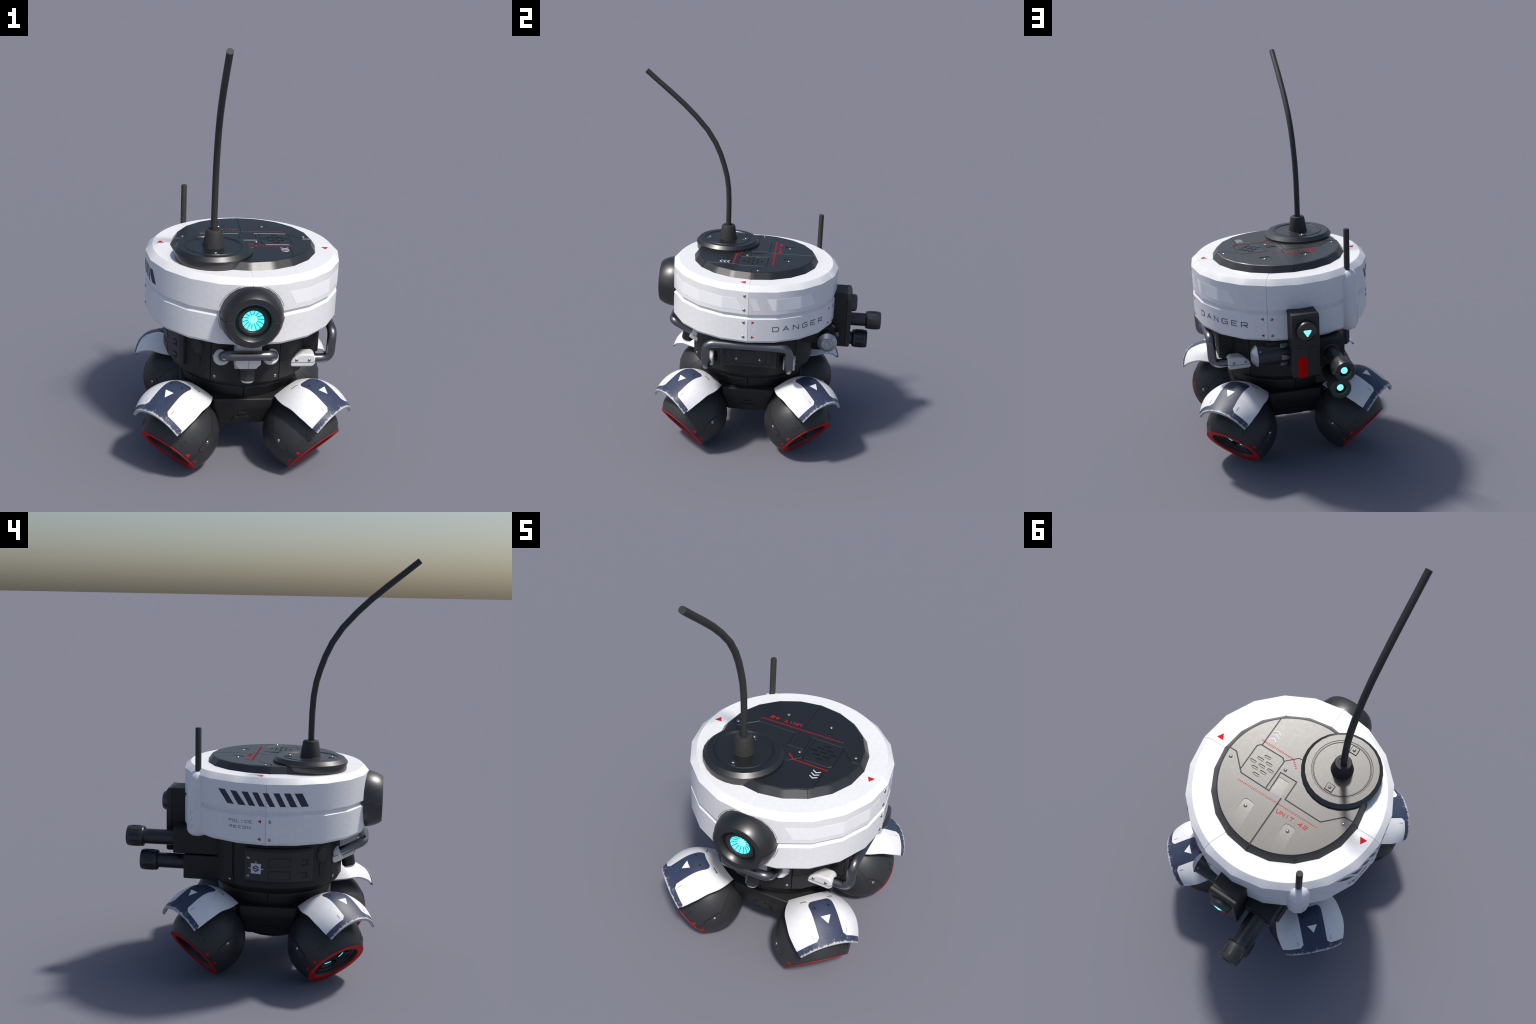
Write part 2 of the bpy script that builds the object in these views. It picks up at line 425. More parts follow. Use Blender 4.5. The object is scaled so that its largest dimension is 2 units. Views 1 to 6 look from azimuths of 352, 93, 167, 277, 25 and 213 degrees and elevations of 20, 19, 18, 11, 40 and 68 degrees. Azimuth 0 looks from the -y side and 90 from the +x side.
# blister that carries the short aerial
BX, BY = -.268, .312
blister = revolve('aerial_blister', [(.030, .690), (.044, .699), (.0525, .716), (.0525, .840), (.0505, .8495), (.0505, .853), (.0525, .862), (.0525, .965), (.036, .993), (.020, 1.000)], M_WHITE, shell, segs=12, phase=pi / 12,
                  matrix=Matrix.Translation((BX, BY, 0)), angle=40)
radial = Vector((BX, BY - CY, 0)).normalized()
for z in (.807, .772, .738):
    side = Matrix.Rotation(D2R(22), 3, 'Z') @ radial
    o = plates('vent_slot_plate', [capsule(0, 0, .030, .009, D2R(52))], lambda u, v, h: Vector((u, v, h)), M_BRACKET, blister, h=.0016)  # raised capsule plate stands in for a vent opening
    o.matrix_world = frame(Vector((BX, BY, z)) + side * .0522, side)
sweep('short_aerial', [(BX, BY, .985), (BX, BY, 1.205), (BX, BY, 1.209)], .0145, M_RUBBER, None, segs=12, taper=lambda s: 1 if s < .99 else .85)

# ------------------------------------------------------------------ lid with cut panel joints
def boolean_cut(o, cutters):
    for c in cutters:
        m = o.modifiers.new('cut', 'BOOLEAN'); m.object = c; m.operation = 'DIFFERENCE'; m.solver = 'EXACT'
    dg = bpy.context.evaluated_depsgraph_get(); dg.update()
    me = bpy.data.meshes.new_from_object(o.evaluated_get(dg))
    o.modifiers.clear(); old = o.data; o.data = me; bpy.data.meshes.remove(old)
    me.polygons.foreach_set('use_smooth', [True] * len(me.polygons)); me.set_sharp_from_angle(angle=D2R(19))
    flat = {}                                # the level plate meets everything else in a crisp edge
    for p in me.polygons:
        for k in p.edge_keys: flat.setdefault(k, []).append(p.normal.z > .9995)
    for e in me.edges:
        f = flat.get(tuple(sorted(e.vertices)), [])
        if len(f) == 2 and f[0] != f[1]: e.use_edge_sharp = True
    for c in cutters:
        d = c.data; bpy.data.objects.remove(c); bpy.data.meshes.remove(d)
ZL = 1.0480
def lid_mesh():
    bm = bmesh.new(); rings = []
    for r, z, rd in ((.20, 1.000, 0), (.351, 1.005, 0), (.3455, 1.0125, 0), (.3220, 1.0455, 0), (.3130, ZL, 1)):
        rings.append([bm.verts.new((r * (facet(D2R(3 * i)) * (1 - rd) + rd) * math.cos(D2R(3 * i)), r * (facet(D2R(3 * i)) * (1 - rd) + rd) * math.sin(D2R(3 * i)), z)) for i in range(120)])
    for A, B in zip(rings, rings[1:]):
        for i in range(120):
            j = (i + 1) % 120; bm.faces.new((A[i], A[j], B[j], B[i]))
    bm.faces.new(rings[0]); bm.faces.new(rings[-1])
    bmesh.ops.dissolve_limit(bm, angle_limit=.002, verts=bm.verts, edges=bm.edges)
    return finish(bm, 'lid', M_GUN, None, 20, matrix=Matrix.Translation((0, CY, 0)))
lid = lid_mesh()
def cutter(outline, z0, z1, slope=0.0, y_ref=0.0):
    bm = bmesh.new()
    A = [bm.verts.new((u, v, z0 + slope * (v - y_ref))) for u, v in outline]; B = [bm.verts.new((u, v, z1)) for u, v in outline]
    bm.faces.new(A[::-1]); bm.faces.new(B)
    for i in range(len(A)):
        j = (i + 1) % len(A); bm.faces.new((A[i], A[j], B[j], B[i]))
    return finish(bm, 'cutter', M_GUN, None)
def thick_line(pts, w):
    """outline of a mitred stroke"""
    L, R = [], []; n = len(pts); V = [Vector(p) for p in pts]
    for i in range(n):
        d0 = (V[i] - V[i - 1]).normalized() if i else None
        d1 = (V[i + 1] - V[i]).normalized() if i < n - 1 else None
        d = ((d0 or d1) + (d1 or d0)).normalized(); nn = Vector((-d.y, d.x))
        k = w / 2 / max(.35, nn.dot(Vector((-(d1 or d0).y, (d1 or d0).x))))
        L.append(tuple(V[i] + nn * k)); R.append(tuple(V[i] - nn * k))
    return L + R[::-1]
CUT = []
joint = [
 ([(.322, -.0375), (.281, -.0375), (.208, .035), (.061, .0385), (.0645, -.0595), (-.018, -.0598), (-.019, .0345), (-.200, .0375), (-.275, -.0375), (-.322, -.0375)], .0042),
 ([(.2205, .0215), (.2205, -.110), (.207, -.1225), (.094, -.1225), (.0795, -.109), (.0795, .034)], .0042),
 ([(.2035, -.322), (.2035, -.1205)], .0042), ([(.0808, -.1112), (.033, -.1595), (.0, -.1600)], .0036), ([(-.002, .330), (-.002, .0385)], .0046)]
def vee(pts, w, depth):
    """V-shaped groove cutter: w wide at the surface"""
    bm = bmesh.new(); up = .003
    A = [bm.verts.new((u, v, ZL - depth)) for u, v in thick_line(pts, w * .12)]
    B = [bm.verts.new((u, v, ZL + up)) for u, v in thick_line(pts, w * (1 + .88 * up / depth))]
    bm.faces.new(A[::-1]); bm.faces.new(B)
    for i in range(len(A)):
        j = (i + 1) % len(A); bm.faces.new((A[i], A[j], B[j], B[i]))
    return finish(bm, 'cutter', M_GUN, None)
for pts, w in joint: CUT.append(vee(pts, w * 1.3, .0030))
CAPS = [(.150, -.088), (.173, -.065), (.195, -.040), (.128, -.064), (.150, -.040), (.172, -.018), (.106, -.041), (.128, -.017), (.150, .006)]
for u, v in CAPS: CUT.append(cutter(capsule(u, v, .033, .0125, 0), ZL - .004, ZL + .02))
def scoop(x0, x1, y0, y1, rad, depth):
    ol = [(x0, y1), (x0, y0 + rad), (x0 + rad * .3, y0 + rad * .3), (x0 + rad, y0), (x1 - rad, y0), (x1 - rad * .3, y0 + rad * .3), (x1, y0 + rad), (x1, y1)]
    CUT.append(cutter(ol, ZL - depth, ZL + .02, depth / (y1 - y0), y0))
scoop(.079, .133, .119, .190, .014, .0022); scoop(-.131, -.077, .119, .190, .014, .0022)
CUT.append(cutter([(.008, -.040), (.0595, -.040), (.0595, .0345), (.008, .0345)], ZL - .0022, ZL + .02, .0022 / .0745, -.040))
boolean_cut(lid, CUT)
lid.matrix_world = Matrix.Translation((0, CY, 0))
for u, v in CAPS:
    plates('grille_insert', [capsule(u, v, .0275, .0068, 0)], lambda a, b, h: Vector((a, b, ZL - .0015 + h)), M_GUN, lid, h=.0, sink=.004)  # insert plate added so that the gap around it turns dark
# red and pale markings on the lid
on_lid = flat_top(ZL)
dash = []
for i in range(47):
    x = .199 - .398 * i / 46
    dash.append([(x - .0006, .0705), (x + .0022, .0705), (x + .0004 - .0014, .0625), (x - .0038 + .0014, .0625)])
for i in range(21):
    x = .214 - .163 * i / 20; y = -.1445 + .003 * i / 20
    dash.append([(x - .0006, y + .0035), (x + .0022, y + .0035), (x - .001, y - .0035), (x - .0038, y - .0035)])
for i in range(5):
    u, v = .046 - .0065 * i, -.137 + .0062 * i
    dash.append([(u - .0034, v - .0022), (u - .0010, v - .0042), (u + .0034, v + .0022), (u + .0010, v + .0042)])
plates('red_dash_line', dash, on_lid, M_RED, lid, h=.0006)
mirror_xy = lambda u, v, h: Vector((-u, -v, ZL + h))
plates('unit_lettering', words('UNIT', .0165, -.1025, .0155, .0155, .0222, .0026) + words('42', .126, -.1025, .0165, .0155, .0255, .0026), mirror_xy, M_RED, lid, h=.0006)
chev = []
for k in range(3):
    y = -.172 - .0195 * k
    chev.append([(.194, y + .008), (.194, y + .002), (.176, y - .010), (.176, y - .003)])
    chev.append([(.158, y + .008), (.158, y + .002), (.176, y - .0101), (.176, y - .0031)])
plates('white_chevron', chev, on_lid, M_MARK, lid, h=.0006)
for x, y in ((.108, .150), (-.105, .148)): screw((x, y, ZL - .0012), (0, 0, 1), lid, .95)
for x, y in ((.054, -.080), (.289, -.004), (-.287, -.008)): screw((x, y, ZL), (0, 0, 1), lid, .95)
def on_rim(az, s, h):
    t = az; k = facet(t); r = (.3455 - (.3455 - .3220) * s) * k + h * .79; z = 1.0125 + (1.0455 - 1.0125) * s + h * .6
    return Vector((r * math.cos(t), r * math.sin(t) + CY, z))
for az in (-.5, -54.2, 90.3, 180.5):
    w = .0055
    plates('rim_joint', [[(D2R(az) - w, 0), (D2R(az) + w, 0), (D2R(az) + w, 1), (D2R(az) - w, 1)]], on_rim, M_GROOVE, lid, h=.0006)

# ------------------------------------------------------------------ aerial disc, boot and long aerial
AX, AY = -.154, -.2105
disc = revolve('aerial_disc', [(.10, 1.004), (.170, 1.004), (.1745, 1.020), (.1745, 1.044), (.1785, 1.047), (.1785, 1.055), (.1615, 1.0725), (.1345, 1.0725), (.1325, 1.0700), (.1285, 1.0700),
                               (.1265, 1.0735), (.1245, 1.0735), (.1225, 1.0708), (0, 1.0708)], M_GUN, None, segs=28, matrix=Matrix.Translation((AX, AY, .0015)), angle=28)
for sgn in (1, -1):
    y = AY + sgn * .1015
    box('screw_seat', AX - .019, AX + .019, y - .0185, y + .0185, 1.068, 1.0752, M_GUN, disc, .006, 3)
    screw((AX + .001, y, 1.0752), (0, 0, 1), disc, .95)
revolve('aerial_boot', [(.054, 1.068), (.0535, 1.071), (.0495, 1.073), (.0385, 1.1425), (.0345, 1.150), (.022, 1.1515), (.020, 1.148), (0, 1.148)], M_RUBBER, disc, segs=20, matrix=Matrix.Translation((AX, AY, 0)), angle=40)
AP = [(-.2115, 1.140), (-.2115, 1.20), (-.2125, 1.28), (-.217, 1.36), (-.228, 1.43), (-.244, 1.487), (-.266, 1.55), (-.296, 1.614), (-.342, 1.684), (-.405, 1.754), (-.473, 1.819), (-.544, 1.879), (-.611, 1.933), (-.6795, 1.9895)]
sweep('long_aerial', [(AX - .001, y, z) for y, z in AP], .0148, M_RUBBER, None, segs=10, taper=lambda s: 1 if s < .9 else .97)

# ------------------------------------------------------------------ eye
EZ = .847
EM = frame((0, 0, EZ), (0, -1, 0))
eye = revolve('eye_housing', [(.120, .42), (.1395, .44), (.1410, .483), (.1385, .502), (.1325, .525), (.1235, .546), (.1138, .5605), (.1120, .5625), (.0880, .5625), (.0855, .5600), (.0715, .538), (.070, .526), (.050, .522), (0, .50)],
              M_GUN, None, segs=24, matrix=EM, angle=26)
revolve('painted_glow_ring', [(.0712, .5310), (.0712, .5355), (.0665, .5355), (.0665, .5310)], M_TEAL, eye, segs=28, matrix=EM, cap=False)  # teal colour paints the lens light's spill onto the black ring
revolve('lens_bezel', [(.0665, .522), (.0665, .5395), (.0640, .5420), (.0540, .5420), (.0515, .5400), (.0495, .5400), (.0470, .5340), (.0470, .515)], M_BLACK2, eye, segs=28, matrix=EM, cap=False, angle=25)
lens = revolve('lens', [(.0472, .5350), (.040, .5285), (.030, .5230), (.0195, .5195), (0, .5190)], M_CYAN, eye, segs=28, matrix=EM, cap=False)
revolve('lens_core', [(.0190, .516), (.0190, .5222), (.0175, .5232), (0, .5232)], M_CYANC, lens, segs=24, matrix=EM)
bm = bmesh.new()
for i in range(14):
    t = 2 * pi * (i + .25) / 14
    e = Vector((math.cos(t), math.sin(t), 0)); s = Vector((-math.sin(t), math.cos(t), 0)) * .0013
    prof = [(.0200, .5207), (.030, .5242), (.040, .5297), (.0468, .5358)]
    A = [[bm.verts.new(e * r + s * q + Vector((0, 0, z - dz))) for r, z in prof] for q, dz in ((-1, 0), (1, 0), (1, .003), (-1, .003))]
    for k in range(4):
        for j in range(3): bm.faces.new((A[k][j], A[k][j + 1], A[(k + 1) % 4][j + 1], A[(k + 1) % 4][j]))
    bm.faces.new([A[k][0] for k in range(4)]); bm.faces.new([A[k][3] for k in range(3, -1, -1)])
finish(bm, 'lens_spokes', M_TEAL, lens, matrix=EM)
for sx in (1, -1):
    screw((sx * .1045, -.5275, .917), (sx * .66, -.62, .42), eye, .75)
    screw((sx * .1045, -.5275, .777), (sx * .66, -.62, -.42), eye, .75)
    for r0, y0, r1, y1 in ((.0865, -.5632, .1125, -.5622), (.1130, -.5617, .1228, -.5475), (.1228, -.5475, .1328, -.525), (.1328, -.525, .1390, -.502), (.1390, -.502, .1415, -.470)):
        sweep('housing_joint', [(sx * r0, y0, EZ), (sx * r1, y1, EZ)], .0011, M_GROOVE, eye, segs=6)

# ------------------------------------------------------------------ body under the turret
BODY_SEAMS = [30.0 + 180 - 60 - .0, 241.5, 298.5, 48.0]
body = drum('body', [(.30, .712, 0), (.338, .712, 1), (.338, .462, 1), (.334, .456, 1), (.300, .424, 1), (.288, .420, 0), (.280, .414, 0), (.20, .414, 0)], BODY_SEAMS, M_BLACK, None, depth=.005, w=.4)
waist = drum('waist', [(.24, .421, 0), (.286, .420, 1), (.289, .410, 1), (.286, .390, 1), (.277, .365, 1), (.263, .346, 1), (.22, .340, 0)], [0, 90, 180, 270], M_BLACK, None, depth=.005, w=.5)
def on_body(r0):
    def f(u, v, h):
        t = u / r0; r = r0 * facet(t) + h
        return Vector((r * math.cos(t), r * math.sin(t) + CY, v))
    return f
fb = on_body(.338); UB = lambda deg: D2R(deg) * .338
for az, z in ((146, .482), (146, .650), (245, .482), (295, .482)):
    fa = D2R(math.floor(az / 18) * 18 + 9)
    screw(fb(UB(az), z, 0), (math.cos(fa), math.sin(fa), 0), body, .9)
# embossed oval hatch and its tail
for az in (229.0,):
    plates('oval_emboss', [[(UB(az) + .040 * math.cos(t), .612 + .046 * math.sin(t)) for t in [2 * pi * i / 24 for i in range(24)]]], fb, M_BLACK, body, h=.003, su=.02)
    plates('oval_emboss', [[(UB(az) + .029 * math.cos(t), .612 + .034 * math.sin(t)) for t in [2 * pi * i / 24 for i in range(24)]]], fb, M_BLACK2, body, h=.0045, su=.02)
    plates('hatch_emboss', [[(UB(az) - .020, .566), (UB(az) + .020, .566), (UB(az) + .020, .512), (UB(az) + .010, .500), (UB(az) - .010, .500), (UB(az) - .020, .512)]], fb, M_BLACK, body, h=.0025, su=.02)
for az0, az1 in ((299.5, 322), (30, 46)):
    plates('body_step_line', strip([(UB(az0), .545), (UB(az1 - 8), .545), (UB(az1), .560)], .004), fb, M_BLACK2, body, h=.0015, su=.02)
# hexagonal cover edge next to the gun blocks
plates('cover_panel', [[(UB(131), .69), (UB(143), .69), (UB(149), .668), (UB(149), .50), (UB(143), .48), (UB(131), .48)]], fb, M_BLACK, body, h=.004, su=.02)

# side control panel (left flank): follows three facets of the body
RP = .368
fp = on_body(RP); UP = lambda deg: D2R(deg) * RP
bm = bmesh.new(); rings = []
for r, z in ((.335, .660), (.357, .658), (.3675, .645), (.3675, .505), (.357, .494), (.335, .490)):
    ring = []
    for a in (161.5, 163.2, 180, 198, 214.8, 216.5):
        t = D2R(a); rr = min(r, .352) if a in (161.5, 216.5) else r
        rr *= facet(t); ring.append(bm.verts.new((rr * math.cos(t), rr * math.sin(t) + CY, z)))
    rings.append(ring)
for A, B in zip(rings, rings[1:]):
    for i in range(5): bm.faces.new((A[i], A[i + 1], B[i + 1], B[i]))
for i in (0, 5): bm.faces.new([R[i] for R in rings])
bm.faces.new(rings[0] + [bm.verts.new((-.30, -.05, .660))]); bm.faces.new(rings[-1] + [bm.verts.new((-.30, -.05, .490))])
panel = finish(bm, 'control_panel', M_PANEL, None, 30, .003)
yz2u = lambda y: RP * math.pi - RP * math.asin((y - CY) / RP)
def rect_u(y0, y1, z0, z1, c=.008):
    a, b = yz2u(y1), yz2u(y0)
    return [(a, z0), (b - c, z0), (b, z0 + c), (b, z1), (a + c, z1), (a, z1 - c)]
for z0, z1 in ((.575, .618), (.514, .556)):
    plates('panel_key', [rect_u(-.146, -.040, z0, z1)], fp, M_GROOVE, panel, h=.0006, su=.02)
    plates('panel_key', [rect_u(-.142, -.044, z0 + .0035, z1 - .0035, .007)], fp, M_PANEL, panel, h=.0016, su=.02)
for z in (.595, .533):
    plates('latch_mark', strip([(yz2u(-.200), z + .012), (yz2u(-.222), z + .012), (yz2u(-.222), z - .012), (yz2u(-.200), z - .012)], .005), fp, M_GROOVE, panel, h=.0015, su=.02)
for z in (.614, .526): screw(fp(yz2u(.056), z, 0), (-1, .16, 0), panel, .85)
lc = (yz2u(.018), .5645)
sq = .0245
plates('emblem_plate', [[(lc[0] - sq, lc[1] - sq), (lc[0] + sq, lc[1] - sq), (lc[0] + sq, lc[1] + sq), (lc[0] - sq, lc[1] + sq)]] +
       [[(lc[0] + a, lc[1] + b), (lc[0] + c, lc[1] + b), (lc[0] + c, lc[1] + d), (lc[0] + a, lc[1] + d)] for a, b, c, d in
        ((-.0018, .0250, .0018, .0365), (.0250, -.0018, .0370, .0018), (-.0370, -.0018, -.0250, .0018))], fp, M_MARK, panel, h=.0010, su=.02)
sig = [(.0120, .0045), (0, .0118), (-.0120, .0045), (-.0120, .0005), (.0120, -.0040), (.0120, -.0075), (0, -.0148), (-.0120, -.0075)]
plates('emblem_sign', strip([(lc[0] + u, lc[1] + v) for u, v in [(q, w + .0015) for q, w in sig]], .0044), fp, M_BLACK2, panel, h=.0022, su=.02)

# battery box with hatch on the right flank
bat = box('battery_box', .20, .353, -.196, .132, .520, .715, M_BLACK, None, .004)
box('battery_face', .340, .3660, -.1835, .1195, .527, .712, M_PANEL, bat, .005)
fx = lambda x: (lambda u, v, h: Vector((x + h, u, v)))
def ring_u(pts, w): return strip(pts, w)
plates('hatch_outline', ring_u([(-.118, .660), (-.118, .560), (-.098, .543), (.045, .543), (.064, .560), (.064, .660)], .0028), fx(.3660), M_GROOVE, bat, h=.0010)
plates('hatch_outline', ring_u([(-.1545, .665), (-.1545, .545), (-.1290, .545)], .0025), fx(.3660), M_GROOVE, bat, h=.0010)
plates('hatch_outline', ring_u([(.0905, .665), (.0905, .545), (.0650, .545)], .0025), fx(.3660), M_GROOVE, bat, h=.0010)
box('hatch_grip', .360, .3695, -.064, .000, .598, .622, M_PANEL, bat, .003)
for y in (-.0955, .0295): plates('pale_triangle', [[(y - .0062, .566), (y + .0062, .566), (y, .5785)]], fx(.3660), M_MARK, bat, h=.0012)
for y in (-.166, .104):
    for z in (.617, .600): plates('latch_mark', strip([(y - .005, z - .005), (y + .005, z - .005), (y + .005, z + .005)], .003), fx(.3660), M_GROOVE, bat, h=.0012)

# roll-bar handle on the right flank
HB = [CY - .2205, CY + .2205]
roll = sweep('side_handle', fillet([(.300, HB[0], .529), (.4095, HB[0], .529), (.4140, HB[0], .6695), (.4140, HB[1], .6695), (.4095, HB[1], .529), (.300, HB[1], .529)], .045, 6), .0222, M_PIPE, None, segs=14)
for y in HB:
    s = -1 if y < CY else 1
    ol = [(.222, .4985), (.3235, .4985), (.3365, .511), (.3365, .5500), (.3225, .5640), (.272, .5640), (.248, .556), (.230, .542), (.217, .522), (.217, .508)]
    cl = prism('handle_clamp', ol, 1, y - .0325, y + .0325, M_BRACKET, roll, .009, 4)
    bm = bmesh.new()
    for x in (.247, .307):
        screw((x, y + s * .0322, .5345), (0, s, .15), cl, .95)
    bm.free()
    sweep('clamp_joint', [(.2165, y + s * .0326, .5215), (.324, y + s * .0326, .5215), (.337, y + s * .0315, .530)], .0011, M_GROOVE, cl, segs=6)

# ------------------------------------------------------------------ front bumper handle and tow bracket
armd = Vector((0, -.882, .471))
P0 = Vector((0, -.335, .578)); P1 = P0 + armd * .165
bum = sweep('front_handle', fillet([P0 + Vector((-.1085, 0, 0)), P1 + Vector((-.1085, 0, 0)), P1 + Vector((.1085, 0, 0)), P0 + Vector((.1085, 0, 0))], .036, 7), .0225, M_PIPE, None, segs=14)
for sx in (-1, 1):
    c = P0 + Vector((sx * .1115, 0, 0)) + armd * .004
    rv = revolve('handle_flange', [(.030, -.035), (.038, -.030), (.0385, .022), (.035, .034), (.0235, .037)], M_BRACKET, bum, segs=14, matrix=frame(c, armd), angle=40)
    sweep('clamp_joint', [c + Vector((sx * .0388, 0, 0)) + armd * -.03, c + Vector((sx * .0388, 0, 0)) + armd * .022, c + Vector((sx * .026, 0, 0)) + armd * .037], .0011, M_GROOVE, rv, segs=6)
    screw(c + Vector((sx * .0385, 0, .008)), (sx, 0, .2), rv, .8)
bm = bmesh.new()
sec = [(-.335, .705), (-.452, .705), (-.443, .5765), (-.432, .5655), (-.335, .5185)]
full, cut = .0575, .0375
A = []
for i, (y, z) in enumerate(sec):
    w = cut if i == 3 else full
    A.append((bm.verts.new((-w, y, z)), bm.verts.new((w, y, z))))
A[2][0].co.z = A[2][1].co.z = .592
bm.faces.new([a[0] for a in A]); bm.faces.new([a[1] for a in A][::-1])
for i in range(5):
    j = (i + 1) % 5; bm.faces.new((A[i][0], A[j][0], A[j][1], A[i][1]))
bmesh.ops.triangulate(bm, faces=[f for f in bm.faces if len(f.verts) > 4])
tow = finish(bm, 'tow_bracket', M_BRACKET, None, 25, .002)
tm = frame((.002, -.3985, .560), (0, -.215, -.977))
revolve('bracket_tube', [(.030, -.03), (.0335, -.02), (.0335, .058), (.0315, .0605)], M_BLACK2, tow, segs=18, matrix=tm)
revolve('tube_cap', [(.0315, .0600), (.0245, .0705), (0, .0705)], M_BRACKET, tow, segs=18, matrix=tm, cap=False)
sweep('bracket_joint', [(.002, -.4485, .66), (.002, -.4445, .592), (.002, -.4325, .566)], .0009, M_SEAMW, tow, segs=6)

# ------------------------------------------------------------------ rear camera tower
tower = prism('camera_tower', [(-.0665, .33), (.0665, .33), (.0665, .485), (-.0665, .485)], 2, .545, .868, M_BLACK, None, .004)
front = prism('tower_front', [(.4835, .5455), (.505, .5455), (.5115, .552), (.5115, .853), (.5005, .869), (.4835, .869)], 0, -.0675, .0675, M_BLACK2, tower, .0035)
fy = lambda y: (lambda u, v, h: Vector((-u, y + h, v)))
plates('red_flash', [[(-.0435, .5475), (.0, .5475), (.0, .636)] + [(-.02175 + .02175 * math.cos(t), .636 + .0205 * math.sin(t)) for t in [pi * i / 10 for i in range(1, 10)]] + [(-.0435, .636)]], fy(.5115), M_REDF, front, h=.0010)
plates('tower_joint', strip([(-.046, .700), (.047, .700)], .0030) + strip([(.0105, .688), (.0105, .560)], .0030) + strip([(-.047, .713), (-.022, .713)], .0028), fy(.5115), M_GROOVE, front, h=.0009)
bmx = frame((0, .511, .789), (0, 1, 0))
revolve('lamp_ring', [(.0545, -.01), (.0545, .0012), (.0490, .0016), (.0490, -.01)], M_GROOVE, front, segs=24, matrix=bmx, cap=False)
lamp = revolve('lamp_button', [(.0485, -.004), (.0485, .016), (.0445, .0255), (.040, .0285), (.030, .0305), (0, .0305)], M_GUN, front, segs=20, matrix=bmx)
def rounded(pts, r, n=5):
    out = []; m = len(pts)
    for i in range(m):
        a, b, c = Vector(pts[i - 1]), Vector(pts[i]), Vector(pts[(i + 1) % m])
        u = (a - b).normalized(); v = (c - b).normalized(); t = r / math.tan(u.angle(v) / 2)
        for k in range(n + 1):
            s = k / n; p = (b + u * t) * (1 - s) ** 2 + b * 2 * s * (1 - s) + (b + v * t) * s * s; out.append(tuple(p))
    return out
plates('lamp_light', [rounded([(-.0225, .8010), (.0225, .8010), (0, .7640)], .0055)], fy(.5415), M_CYANC, lamp, h=.0010, sink=.002)

# ------------------------------------------------------------------ twin guns
GX = -.1375
upper = prism('gun_mount', [(-.2100, .20), (-.0680, .20), (-.0680, .4470), (-.2100, .4470)], 2, .573, .697, M_BLACK, None, .005)
lower = prism('gun_mount', [(-.2160, .20), (-.0740, .20), (-.0740, .3935), (-.2160, .3935)], 2, .449, .569, M_BLACK, None, .005)
fxn = lambda x: (lambda u, v, h: Vector((x - h, -u, v)))
plates('mount_groove', strip([(-.420, .619), (-.358, .619)], .0030), fxn(-.210), M_GROOVE, upper, h=.0008)
plates('mount_groove', strip([(-.370, .4975), (-.318, .4975), (-.303, .4915), (-.303, .468)], .0025), fxn(-.216), M_GROOVE, lower, h=.0008)
def gun(y0, ytip, z, parent):
    M = frame((GX, 0, z), (0, 1, 0))
    g = revolve('gun_barrel', [(.043, y0 - .02), (.043, y0 + .003), (.0375, y0 + .006), (.0375, ytip - .080)], M_BLACK2, None, segs=20, matrix=M)
    g.data.materials[0] = M_BARREL
    mz = revolve('muzzle', [(.036, ytip - .089), (.0475, ytip - .085), (.0515, ytip - .079), (.0520, ytip - .010), (.0485, ytip - .001), (.0465, ytip), (.0290, ytip), (.0280, ytip - .002), (.0260, ytip - .030), (0, ytip - .030)],
                 M_BARREL, g, segs=24, matrix=M, angle=28)
    for i in range(10):
        t = 2 * pi * (i + .5) / 10; r = .0516 * math.cos(pi / 24)
        o = plates('muzzle_slot_plate', [capsule(0, 0, .048, .0135, 0)], lambda u, v, h: Vector((u, v, h)), M_GROOVE, mz, h=.0014, sink=.004)  # dark plate laid on to imitate a slot's shade; nothing is cut
        e = Vector((math.cos(t), 0, math.sin(t))); pos = Vector((GX, ytip - .043, z)) + e * r
        ax = Vector((0, 1, 0)); R = Matrix((ax, e.cross(ax), e)).transposed().to_4x4(); R.translation = pos; o.matrix_world = R
        o2 = plates('muzzle_slot_plate', [capsule(0, 0, .040, .0085, 0)], lambda u, v, h: Vector((u, v, h)), M_BLACK2, mz, h=.0022, sink=.004); o2.matrix_world = R
    revolve('bore_ring', [(.0262, ytip - .031), (.0262, ytip - .022), (.0170, ytip - .020), (.0165, ytip - .031)], M_TEAL, mz, segs=20, matrix=M, cap=False)
    revolve('bore_light', [(.0162, ytip - .031), (.0158, ytip - .0190), (0, ytip - .0185)], M_CYANC, mz, segs=20, matrix=M)
M_BARREL = plain('gun_black_metal', (.055, .057, .062), .36, .6, .08)
gun(.447, .6915, .6325, upper); gun(.3935, .6215, .5125, lower)

